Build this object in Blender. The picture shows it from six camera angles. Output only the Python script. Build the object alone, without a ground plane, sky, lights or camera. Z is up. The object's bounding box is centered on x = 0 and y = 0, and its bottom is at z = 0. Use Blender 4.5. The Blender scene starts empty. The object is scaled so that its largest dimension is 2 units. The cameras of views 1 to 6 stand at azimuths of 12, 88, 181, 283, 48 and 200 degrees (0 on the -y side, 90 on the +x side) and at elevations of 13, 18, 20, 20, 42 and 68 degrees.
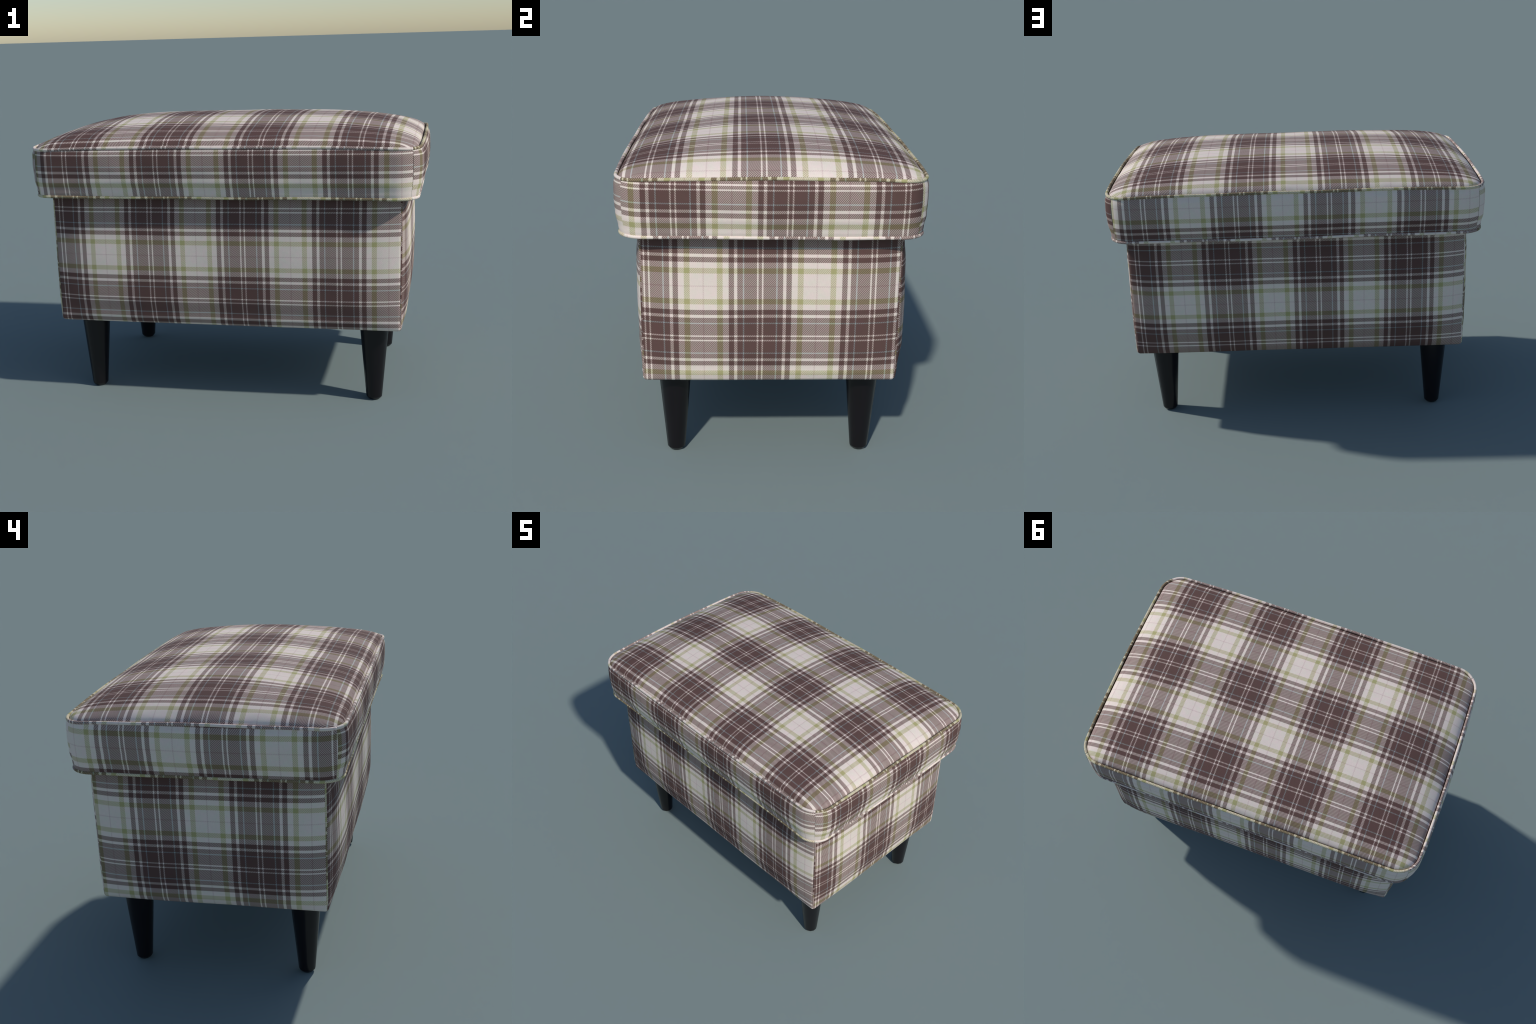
import bpy, math, random
from mathutils import Vector, noise

random.seed(7)

# ------------------------------------------------------------------ sizes (metres)
BOX_X, BOX_Y = 0.888, 0.550          # half size of the storage box
BOX_Z0, BOX_Z1 = 0.401, 1.090        # underside and (hidden) top of the box
LID_X, LID_Y, LID_R = 0.974, 0.640, 0.112
LID_Z0, LID_Z1 = 1.0725, 1.319        # centres of lower and upper piping
PIPE_R = 0.0076
DOME = 0.083                         # cushion rise above the piping
SETT = 0.474                         # repeat of the check

# ------------------------------------------------------------------ helpers
def srgb(r, g, b):
    f = lambda c: (c / 12.92 if c <= 0.04045 else ((c + 0.055) / 1.055) ** 2.4)
    return (f(r / 255), f(g / 255), f(b / 255), 1.0)

def new_mesh(name, verts, faces, mat, parent, smooth=True):
    me = bpy.data.meshes.new(name)
    me.from_pydata([tuple(v) for v in verts], [], faces)
    me.update()
    for p in me.polygons:
        p.use_smooth = smooth
    me.materials.append(mat)
    ob = bpy.data.objects.new(name, me)
    bpy.context.scene.collection.objects.link(ob)
    ob.parent = parent
    return ob

def grid_faces(nu, nv, wrap=False):
    """faces of a grid stored row by row: nv rows of nu points"""
    fs = []
    for j in range(nv - 1):
        for i in range(nu if wrap else nu - 1):
            a, b = j * nu + i, j * nu + (i + 1) % nu
            fs.append((a, b, b + nu, a + nu))
    return fs

def wob(p, f, amp, seed=0.0):
    return amp * noise.noise(Vector((p[0] * f + seed, p[1] * f - seed, p[2] * f + 2 * seed)))

# ------------------------------------------------------------------ materials

def tartan_group():
    """Twill check: the same sett runs in warp (u) and weft (v), both in repeats."""
    g = bpy.data.node_groups.new("tartan_twill", "ShaderNodeTree")
    itf = g.interface
    itf.new_socket("U", in_out="INPUT", socket_type="NodeSocketFloat")
    itf.new_socket("V", in_out="INPUT", socket_type="NodeSocketFloat")
    itf.new_socket("TwillV", in_out="INPUT", socket_type="NodeSocketFloat")
    itf.new_socket("Color", in_out="OUTPUT", socket_type="NodeSocketColor")
    itf.new_socket("Height", in_out="OUTPUT", socket_type="NodeSocketFloat")
    N, L = g.nodes, g.links
    gi, go = N.new("NodeGroupInput"), N.new("NodeGroupOutput")

    def math_(op, a, b=None, c=None, clamp=False):
        n = N.new("ShaderNodeMath"); n.operation = op; n.use_clamp = clamp
        for k, x in enumerate((a, b, c)):
            if x is None: continue
            if isinstance(x, (int, float)): n.inputs[k].default_value = x
            else: L.new(x, n.inputs[k])
        return n.outputs[0]

    # yarn colours as display values; the weave mixes them as the eye does, then to linear
    val = lambda r, g, b: (r / 255, g / 255, b / 255, 1.0)
    white = val(231, 216, 205)
    brown = val(98, 76, 72)
    blue = val(144, 154, 154)
    green = val(174, 168, 121)
    pink = val(210, 186, 180)
    stops = [(0.0, brown), (0.030, white), (0.057, brown), (0.281, blue), (0.305, brown),
             (0.402, white), (0.460, brown), (0.553, white), (0.660, green), (0.760, white),
             (0.988, pink)]

    def sett(sock):
        t = math_("MULTIPLY", math_("PINGPONG", sock, 0.5), 2.0)
        r = N.new("ShaderNodeValToRGB")
        cr = r.color_ramp; cr.interpolation = "LINEAR"
        e = 0.005                                  # softness of a colour change in the yarn
        pts = [(0.0, stops[0][1])]
        for k in range(1, len(stops)):
            pts.append((stops[k][0] - e, stops[k - 1][1]))
            pts.append((stops[k][0] + e, stops[k][1]))
        cr.elements[0].position, cr.elements[0].color = pts[0]
        cr.elements[1].position, cr.elements[1].color = pts[-1]
        for p, c in pts[1:-1]:
            el = cr.elements.new(p); el.color = c
        L.new(t, r.inputs[0])
        return r.outputs[0]

    u, v = gi.outputs[0], gi.outputs[1]
    warp, weft = sett(u), sett(v)
    ph = math_("ADD", math_("MULTIPLY", u, 60.0), math_("MULTIPLY", gi.outputs[2], 47.0))
    s = math_("SINE", math_("MULTIPLY", ph, 2 * math.pi))
    tw = math_("ADD", math_("MULTIPLY", s, 0.36), 0.5, clamp=True)
    def mixc(a, b, f, blend="MIX"):
        m = N.new("ShaderNodeMix"); m.data_type = "RGBA"; m.blend_type = blend
        if isinstance(f, float): m.inputs[0].default_value = f
        else: L.new(f, m.inputs[0])
        L.new(a, m.inputs[6])
        if isinstance(b, tuple): m.inputs[7].default_value = b
        else: L.new(b, m.inputs[7])
        return m.outputs[2]
    # where warp and weft differ strongly in value, the mix leans a little to the darker one
    def value(c):
        n = N.new("ShaderNodeRGBToBW"); L.new(c, n.inputs[0]); return n.outputs[0]
    gap = math_("ABSOLUTE", math_("SUBTRACT", value(warp), value(weft)))
    cover = math_("MULTIPLY", math_("MULTIPLY", math_("SUBTRACT", gap, 0.22), 8.0, clamp=True), 0.17)
    woven = mixc(mixc(warp, weft, tw), mixc(warp, weft, 1.0, "DARKEN"), cover)
    # blotchy drift of the dye between a redder and a greener tone
    cmb = N.new("ShaderNodeCombineXYZ"); L.new(u, cmb.inputs[0]); L.new(v, cmb.inputs[1])
    bl = N.new("ShaderNodeTexNoise"); bl.inputs["Scale"].default_value = 16.0
    bl.inputs["Detail"].default_value = 1.0
    L.new(cmb.outputs[0], bl.inputs["Vector"])
    br = N.new("ShaderNodeValToRGB")
    br.color_ramp.elements[0].position, br.color_ramp.elements[0].color = 0.3, (0.990, 1.006, 0.994, 1)
    br.color_ramp.elements[1].position, br.color_ramp.elements[1].color = 0.7, (1.010, 0.992, 1.004, 1)
    L.new(bl.outputs[0], br.inputs[0])
    woven = mixc(woven, br.outputs[0], 1.0, "MULTIPLY")
    gm = N.new("ShaderNodeGamma"); gm.inputs[1].default_value = 2.2
    L.new(woven, gm.inputs[0])
    # slight yarn unevenness (slubs along both thread directions) and dye drift
    def streak(a, b, su, sv):
        cmb = N.new("ShaderNodeCombineXYZ")
        L.new(math_("MULTIPLY", a, su), cmb.inputs[0]); L.new(math_("MULTIPLY", b, sv), cmb.inputs[1])
        n = N.new("ShaderNodeTexNoise"); n.inputs["Scale"].default_value = 1.0
        n.inputs["Detail"].default_value = 1.0
        L.new(cmb.outputs[0], n.inputs["Vector"])
        return n.outputs[0]
    n1 = streak(u, v, 260.0, 22.0)
    n2 = streak(u, v, 22.0, 260.0)
    n3 = streak(u, v, 5.0, 5.0)
    k = math_("ADD", math_("MULTIPLY", math_("ADD", n1, n2), 0.11), math_("MULTIPLY", n3, 0.06))
    k = math_("ADD", k, 0.86)
    sc = N.new("ShaderNodeMix"); sc.data_type = "RGBA"; sc.blend_type = "MULTIPLY"
    sc.inputs[0].default_value = 1.0
    kc = N.new("ShaderNodeCombineColor")
    for i in range(3): L.new(k, kc.inputs[i])
    L.new(gm.outputs[0], sc.inputs[6]); L.new(kc.outputs[0], sc.inputs[7])
    L.new(sc.outputs[2], go.inputs[0])
    L.new(tw, go.inputs[1])
    return g

TARTAN = tartan_group()

def fabric(name, au, su, ou, pu, av, sv, ov, pv, tilt=0.0, smile=0.0, half=1.0):
    """Fabric whose warp axis runs along object axis `au` (sign su) with the centre of a
    double white line at ou and repeat pu, the weft along av with a double line at ov, repeat pv.
    smile: rise of the weft lines towards both ends of a panel of half width `half`."""
    m = bpy.data.materials.new(name); m.use_nodes = True
    N, L = m.node_tree.nodes, m.node_tree.links
    bs = N["Principled BSDF"]
    bs.inputs["Roughness"].default_value = 0.9
    bs.inputs["Specular IOR Level"].default_value = 0.15
    tc = N.new("ShaderNodeTexCoord"); sp = N.new("ShaderNodeSeparateXYZ")
    L.new(tc.outputs["Object"], sp.inputs[0])
    def math_(op, a, b):
        n = N.new("ShaderNodeMath"); n.operation = op
        for i, x in enumerate((a, b)):
            if isinstance(x, (int, float)): n.inputs[i].default_value = x
            else: L.new(x, n.inputs[i])
        return n.outputs[0]
    # gentle stretch of the cloth
    nz = N.new("ShaderNodeTexNoise"); nz.inputs["Scale"].default_value = 2.3
    nz.inputs["Detail"].default_value = 0.0
    L.new(tc.outputs["Object"], nz.inputs["Vector"])
    drift = math_("MULTIPLY", math_("SUBTRACT", nz.outputs[0], 0.5), 0.003)
    def axis(a, s, o, p):
        if a is None:
            return math_("MULTIPLY", -o * s, 1.0 / p)
        x = math_("SUBTRACT", sp.outputs["XYZ".index(a)], o)
        return math_("MULTIPLY", math_("ADD", x, drift), s / p)
    u = axis(au, su, ou, pu)
    v = axis(av, sv, ov, pv)
    if tilt:                         # weft lines rising along u
        v = math_("SUBTRACT", v, math_("MULTIPLY", sp.outputs["XYZ".index(au)], tilt * su / pv))
    if smile:
        r = math_("MULTIPLY", sp.outputs["XYZ".index(au)], 1.0 / half)
        r4 = math_("POWER", math_("ABSOLUTE", r, 0.0), 4.0)
        v = math_("SUBTRACT", v, math_("MULTIPLY", r4, smile / pv))
    def twv():                       # cords: the twill still runs round the cord
        return v if av else math_("MULTIPLY", sp.outputs[1 if au == "Z" else 2], -1.0 / SETT)
    gn = N.new("ShaderNodeGroup"); gn.node_tree = TARTAN
    L.new(u, gn.inputs[0]); L.new(v, gn.inputs[1])
    L.new(twv(), gn.inputs[2])
    L.new(gn.outputs[0], bs.inputs["Base Color"])
    bp = N.new("ShaderNodeBump"); bp.inputs["Strength"].default_value = 0.12
    bp.inputs["Distance"].default_value = 0.002
    L.new(gn.outputs[1], bp.inputs["Height"]); L.new(bp.outputs[0], bs.inputs["Normal"])
    return m

def lacquer():
    m = bpy.data.materials.new("black_lacquered_wood"); m.use_nodes = True
    N, L = m.node_tree.nodes, m.node_tree.links
    bs = N["Principled BSDF"]
    tc = N.new("ShaderNodeTexCoord"); mp = N.new("ShaderNodeMapping")
    mp.inputs["Scale"].default_value = (60, 60, 4)
    nz = N.new("ShaderNodeTexNoise"); nz.inputs["Scale"].default_value = 1.0
    L.new(tc.outputs["Object"], mp.inputs[0]); L.new(mp.outputs[0], nz.inputs["Vector"])
    cr = N.new("ShaderNodeValToRGB")
    cr.color_ramp.elements[0].color = (0.0050, 0.0034, 0.0046, 1)
    cr.color_ramp.elements[1].color = (0.0082, 0.0058, 0.0074, 1)
    L.new(nz.outputs[0], cr.inputs[0]); L.new(cr.outputs[0], bs.inputs["Base Color"])
    bs.inputs["Roughness"].default_value = 0.26
    bs.inputs["Specular IOR Level"].default_value = 0.42
    return m

def underlay():
    m = bpy.data.materials.new("black_underlay_cloth"); m.use_nodes = True
    N, L = m.node_tree.nodes, m.node_tree.links
    bs = N["Principled BSDF"]
    nz = N.new("ShaderNodeTexNoise"); nz.inputs["Scale"].default_value = 300
    cr = N.new("ShaderNodeValToRGB")
    cr.color_ramp.elements[0].color = (0.010, 0.009, 0.009, 1)
    cr.color_ramp.elements[1].color = (0.022, 0.020, 0.020, 1)
    L.new(nz.outputs[0], cr.inputs[0]); L.new(cr.outputs[0], bs.inputs["Base Color"])
    bs.inputs["Roughness"].default_value = 0.95
    return m

LACQUER, UNDERLAY = lacquer(), underlay()

# sides in order: front (-y), right (+x), back (+y), left (-x)
# (axis of u, sign of u, u of a double line, u repeat, z of a double line, z repeat, tilt, smile)
BOX_CLOTH = [("X", 1, -0.8415, 0.4768, 1.0030, 0.4617, 0.006, 0.001), ("Y", 1, -0.0452, 0.4756, 0.6110, 0.4690, -0.002, 0.002),
             ("X", -1, 0.8359, 0.4753, 0.9375, 0.4724, 0.0, 0.001), ("Y", -1, 0.2274, 0.4751, 1.0744, 0.4642, 0.009, 0.001)]
LID_CLOTH = [("X", 1, -0.7664, 0.4726, 1.2956, 0.4480, 0.004, 0.001), ("Y", 1, 0.0723, 0.4704, 1.2880, 0.4590, -0.002, 0.001),
             ("X", -1, 0.7699, 0.4724, 1.0194, 0.4703, 0.002, 0.002), ("Y", -1, 0.3373, 0.4687, 0.9650, 0.4767, -0.002, 0.001)]
box_mat = [fabric("box_cloth", a, s, o, pu, "Z", 1, z, pv, tl, sm, BOX_X if a == "X" else BOX_Y)
           for a, s, o, pu, z, pv, tl, sm in BOX_CLOTH]
lid_mat = [fabric("lid_side_cloth", a, s, o, pu, "Z", 1, z, pv, tl, sm, LID_X if a == "X" else LID_Y)
           for a, s, o, pu, z, pv, tl, sm in LID_CLOTH]
top_mat = fabric("lid_top_cloth", "X", 1, 0.6980, 0.4745, "Y", 1, -0.4980, 0.4642)
# strips of piping: one thread colour across (as a share of the half repeat), the sett along
def cord(name, a, s, o, share):
    return fabric(name, a, s, o, 0.472, None, 1, share * 0.5 * SETT, SETT)
pipe_up_mat = [cord("piping_cloth", *q) for q in
               (("X", 1, -0.723, 0.9), ("Y", 1, 0.357, 0.71), ("X", -1, 0.736, 0.71), ("Y", -1, 0.112, 0.9))]
pipe_low_mat = [cord("piping_cloth", *q) for q in
                (("X", 1, -0.728, 0.71), ("Y", 1, 0.120, 0.9), ("X", -1, 0.465, 0.9), ("Y", -1, 0.095, 0.71))]
welt_mat = [cord("welt_cloth", "Z", 1, 0.70, w) for w in (0.2, 0.2, 0.9, 0.71)]

# ------------------------------------------------------------------ thing
ottoman = bpy.data.objects.new("ottoman", None)
bpy.context.scene.collection.objects.link(ottoman)
ottoman["label"] = "plaid brown and cream upholstered storage ottoman with black legs"
ottoman["category"] = "footstool"

# ------------------------------------------------------------------ outlines
def side_run(side, X, Y, R, n_edge, n_arc):
    """points (x, y, nx, ny, t) of one side of a rounded rectangle, counter-clockwise seen
    from above, from the middle of one corner arc to the middle of the next; t in [-1, 1]"""
    half, dist = ((X, Y) if side % 2 == 0 else (Y, X))
    pts = []
    L = half - R
    for i in range(n_arc):                       # second half of the starting corner
        a = math.pi / 4 * (1 - i / n_arc)
        pts.append((-L - R * math.sin(a), -(dist - R) - R * math.cos(a), -math.sin(a), -math.cos(a)))
    for i in range(n_edge + 1):
        pts.append((-L + 2 * L * i / n_edge, -dist, 0.0, -1.0))
    for i in range(1, n_arc + 1):
        a = math.pi / 4 * i / n_arc
        pts.append((L + R * math.sin(a), -(dist - R) - R * math.cos(a), math.sin(a), -math.cos(a)))
    rot = side * math.pi / 2
    c, s = round(math.cos(rot)), round(math.sin(rot))
    return [(x * c - y * s, x * s + y * c, nx * c - ny * s, nx * s + ny * c, x / half) for x, y, nx, ny in pts]

def bow(x, y):
    """the edges of the lid are slightly bowed outwards in plan"""
    return (x * (1.0 - 0.010 * min(1.0, abs(y) / LID_Y) ** 2),
            y * (1.0 - 0.008 * min(1.0, abs(x) / LID_X) ** 2))

def lid_side(side, n_edge=110, n_arc=12):
    out = []
    for x, y, nx, ny, t in side_run(side, LID_X, LID_Y, LID_R, n_edge, n_arc):
        bx, by = bow(x, y)
        out.append((bx, by, nx, ny, t))
    return out

# ------------------------------------------------------------------ storage box
def curve(pts, x):
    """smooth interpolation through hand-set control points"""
    for (x0, y0), (x1, y1) in zip(pts, pts[1:]):
        if x <= x1:
            k = (x - x0) / (x1 - x0)
            k = k * k * (3 - 2 * k)
            return y0 + (y1 - y0) * k
    return pts[-1][1]

def under_plate(name, loop, z, mat, parent, thick=0.02):
    n = len(loop)
    vs = [(x, y, z) for x, y in loop] + [(x, y, z + thick) for x, y in loop]
    fs = [tuple(reversed(range(n))), tuple(range(n, 2 * n))]
    fs += [(i, (i + 1) % n, n + (i + 1) % n, n + i) for i in range(n)]
    return new_mesh(name, vs, fs, mat, parent, smooth=False)

box_loop = []
for s in range(4):
    box_loop += [(p[0] * 0.985, p[1] * 0.978) for p in side_run(s, BOX_X, BOX_Y, 0.02, 4, 3)[:-1]]
storage_box = under_plate("storage_box", box_loop, BOX_Z0 + 0.006, UNDERLAY, ottoman, 0.03)

BOX_PROFILE = [(0.0, 0.05), (0.07, 0.50), (0.22, 0.95), (0.5, 1.0), (0.75, 0.94), (0.95, 0.58), (1.0, 0.45)]
# padding pushes the panels out between the corners: amount, sharpness at both ends
BOX_BULGE = ((0.037, 7, 8), (0.028, 5, 7), (0.046, 14, 9), (0.034, 7, 7))

def box_panel(side):
    run = side_run(side, BOX_X, BOX_Y, 0.018, 90, 5)
    nz_ = 60
    bulge, e0, e1 = BOX_BULGE[side]
    rows = []
    for j in range(nz_ + 1):
        k = (j / nz_) ** 1.6
        z = BOX_Z0 + (BOX_Z1 - BOX_Z0) * k
        for x, y, nx, ny, t in run:
            mid = max(0.0, 1 - abs(t) ** (e0 if t < 0 else e1))
            o = curve(BOX_PROFILE, k) * bulge * mid - 0.010 * max(0.0, 1 - k / 0.02) ** 2
            o += wob((x, y, z), 2.2, 0.004, 3.1 + side) * mid + wob((x, y, z), 6.0, 0.0025, 9.0 + side) * mid
            rows.append((x + nx * o, y + ny * o, z))
    # hem turned under
    for x, y, nx, ny, t in run:
        rows.append((x - nx * 0.05, y - ny * 0.05, BOX_Z0 + 0.002))
    nu = len(run)
    fs = grid_faces(nu, nz_ + 1)
    base = nu * (nz_ + 1)
    fs += [(base + i, base + i + 1, i + 1, i) for i in range(nu - 1)]
    return new_mesh("side_panel", rows, fs, box_mat[side], storage_box)

for s in range(4):
    box_panel(s)

def tube(name, path, radius, mat, parent, sides=12, cap=True):
    """round cord along a path of points"""
    n = len(path)
    vs = []
    for i, p in enumerate(path):
        p = Vector(p)
        d = (Vector(path[min(i + 1, n - 1)]) - Vector(path[max(i - 1, 0)])).normalized()
        up = Vector((0, 0, 1)) if abs(d.z) < 0.9 else Vector((1, 0, 0))
        a = d.cross(up).normalized(); b = a.cross(d).normalized()
        for k in range(sides):
            w = 2 * math.pi * k / sides
            vs.append(p + a * (radius * math.cos(w)) + b * (radius * math.sin(w)))
    fs = [f[::-1] for f in grid_faces(sides, n, wrap=True)]
    if cap:
        fs.append(tuple(range(sides)))
        fs.append(tuple(reversed(range((n - 1) * sides, n * sides))))
    ob = new_mesh(name, vs, fs, mat, parent)
    return ob

# upright welts where the box panels meet
k = 0.018 * (1 - math.sqrt(0.5))
for i, (sx, sy) in enumerate(((1, -1), (1, 1), (-1, 1), (-1, -1))):
    px, py = sx * (BOX_X - k), sy * (BOX_Y - k)
    path = [(px - sx * 0.010 * max(0, 1 - q / 3) ** 2, py - sy * 0.010 * max(0, 1 - q / 3) ** 2,
             BOX_Z0 + 0.004 + (BOX_Z1 - BOX_Z0 - 0.03) * (q / 30)) for q in range(31)]
    tube("seam_welt", path, 0.005, welt_mat[i], storage_box, 8)

# ------------------------------------------------------------------ lid
lid_loop = []
for s in range(4):
    lid_loop += [(p[0] - p[2] * 0.03, p[1] - p[3] * 0.03) for p in lid_side(s, 20, 5)[:-1]]
lid = under_plate("lid", lid_loop, LID_Z0 - 0.006, UNDERLAY, ottoman, 0.03)

# outward offset of the lid side from hem to top seam: long sides, short ends
LONG_PROFILE = [(0.0, -0.014), (0.10, -0.005), (0.35, 0.014), (0.62, 0.021), (0.85, 0.019), (1.0, 0.007)]
END_PROFILE = [(0.0, -0.006), (0.10, 0.002), (0.35, 0.019), (0.62, 0.026), (0.85, 0.023), (1.0, 0.008)]

def sag(x, y):
    """the rim of the lid hangs a little at the corners"""
    return -0.013 * (min(1.0, abs(x) / 0.93) * min(1.0, abs(y) / 0.60)) ** 3

def lid_offset(side, t, k):
    p_long, p_end = curve(LONG_PROFILE, k), curve(END_PROFILE, k)
    seam = 0.5 * (p_long + p_end)
    if side == 2:                                 # the back hangs fuller
        p_long += 0.009 * max(0.0, 1 - k / 0.6)
    w = abs(t) ** 8                               # both panels of a corner meet in one seam
    p = (p_end if side % 2 else p_long) * (1 - w) + seam * w
    return p * (0.30 + 0.70 * (1 - abs(t) ** 5.0))

def lid_panel(side):
    run = lid_side(side)
    nz_ = 30
    rows = []
    for j in range(nz_ + 1):
        k = j / nz_
        for x, y, nx, ny, t in run:
            z = LID_Z0 + (LID_Z1 + sag(x, y) - LID_Z0) * k
            o = lid_offset(side, t, k)
            e = math.sin(math.pi * k)
            o += e * (wob((x, y, z), 3.0, 0.005, 5 + side) + wob((x, y, z), 9.0, 0.0030, 11 + side)) * max(0.0, 1 - t ** 6)
            rows.append((x + nx * o, y + ny * o, z))
    return new_mesh("side_panel", rows, grid_faces(len(run), nz_ + 1), lid_mat[side], lid)

for s in range(4):
    lid_panel(s)

def piping(side, z, k, out, mats):
    path = []
    for x, y, nx, ny, t in lid_side(side):
        o = lid_offset(side, t, k) + out
        path.append((x + nx * o, y + ny * o, z + sag(x, y) * k + wob((x, y, z), 3.5, 0.004, 21 + side) * max(0.0, 1 - t ** 4)))
    tube("piping", path, PIPE_R, mats[side], lid, 12)

for s in range(4):
    piping(s, LID_Z1 + 0.001, 1.0, -0.003, pipe_up_mat)
    piping(s, LID_Z0, 0.0, -0.001, pipe_low_mat)

# domed top cushion
def cushion_height(x, y, r):
    a = min(1.0, abs(x) / LID_X); b = min(1.0, abs(y) / LID_Y)
    h = (1 - a ** 3.8) * (1 - b ** (1.9 if y < 0 else 2.3))
    edge = 1 - r ** 24
    d = (1 - r) * math.hypot(x, y) / r if r > 0.3 else 1.0   # distance from the rim
    z = DOME * h * edge + 0.026 * (1 - r ** 18) + 0.013 * (1 - math.exp(-d / 0.007)) + sag(x, y)
    z += wob((x, y, 0), 2.6, 0.0035, 41) * (1 - r ** 4) + wob((x, y, 0), 7.0, 0.0022, 47) * (1 - r ** 6)
    near = math.exp(-d / 0.05)                    # puckers along the seam
    z += near * (1 - math.exp(-d / 0.01)) * wob((x, y, 0), 16.0, 0.005, 53)
    if y > 0:                                     # the cover laps over the piping at one spot
        z += 0.010 * math.exp(-((x - 0.07) / 0.07) ** 2) * math.exp(-d / 0.02)
    return z

def top_cushion():
    loop = []
    for s in range(4):
        loop += lid_side(s, 90 if s % 2 == 0 else 60, 12)[:-1]
    n, rings = len(loop), 60
    vs = []
    for j in range(1, rings + 1):
        r = 1 - (1 - j / rings) ** 1.5
        for x, y, nx, ny, t in loop:
            ix, iy = x - nx * 0.007, y - ny * 0.007
            px, py = ix * r, iy * r
            vs.append((px, py, LID_Z1 - 0.004 + cushion_height(px, py, r)))
    fs = [f[::-1] for f in grid_faces(n, rings, wrap=True)]
    c = len(vs); vs.append((0, 0, LID_Z1 - 0.004 + cushion_height(0, 0, 0)))
    fs += [(c, i, (i + 1) % n) for i in range(n)]
    return new_mesh("top_cushion", vs, fs, top_mat, lid)

top_cushion()

# ------------------------------------------------------------------ legs
def leg_mesh():
    """tapered round leg with a bevelled foot; the bevel keeps a crisp edge"""
    sides = 12
    parts = [[(0.0305, 0.0), (0.0412, 0.013)],                       # foot bevel
             [(0.0412, 0.013), (0.0584, 0.21), (0.0755, 0.407)]]     # shaft
    vs, fs = [], []
    for prof in parts:
        base = len(vs)
        for r, z in prof:
            for i in range(sides):
                w = 2 * math.pi * (i + 0.5) / sides
                vs.append((r * math.cos(w), r * math.sin(w), z))
        fs += [tuple(base + q for q in f) for f in grid_faces(sides, len(prof), wrap=True)]
    n = len(vs)
    vs += vs[:sides]
    fs.append(tuple(n + i for i in reversed(range(sides))))
    m = len(vs)
    vs += vs[n - sides:n]
    fs.append(tuple(m + i for i in range(sides)))
    return vs, fs

vs, fs = leg_mesh()
leg = new_mesh("leg", vs, fs, LACQUER, ottoman)
leg.location = (0.747, -0.420, 0.0)
for sx, sy in ((1, 1), (-1, 1), (-1, -1)):
    o = leg.copy(); o.location = (0.747 * sx, 0.420 * sy, 0.0)
    bpy.context.scene.collection.objects.link(o)
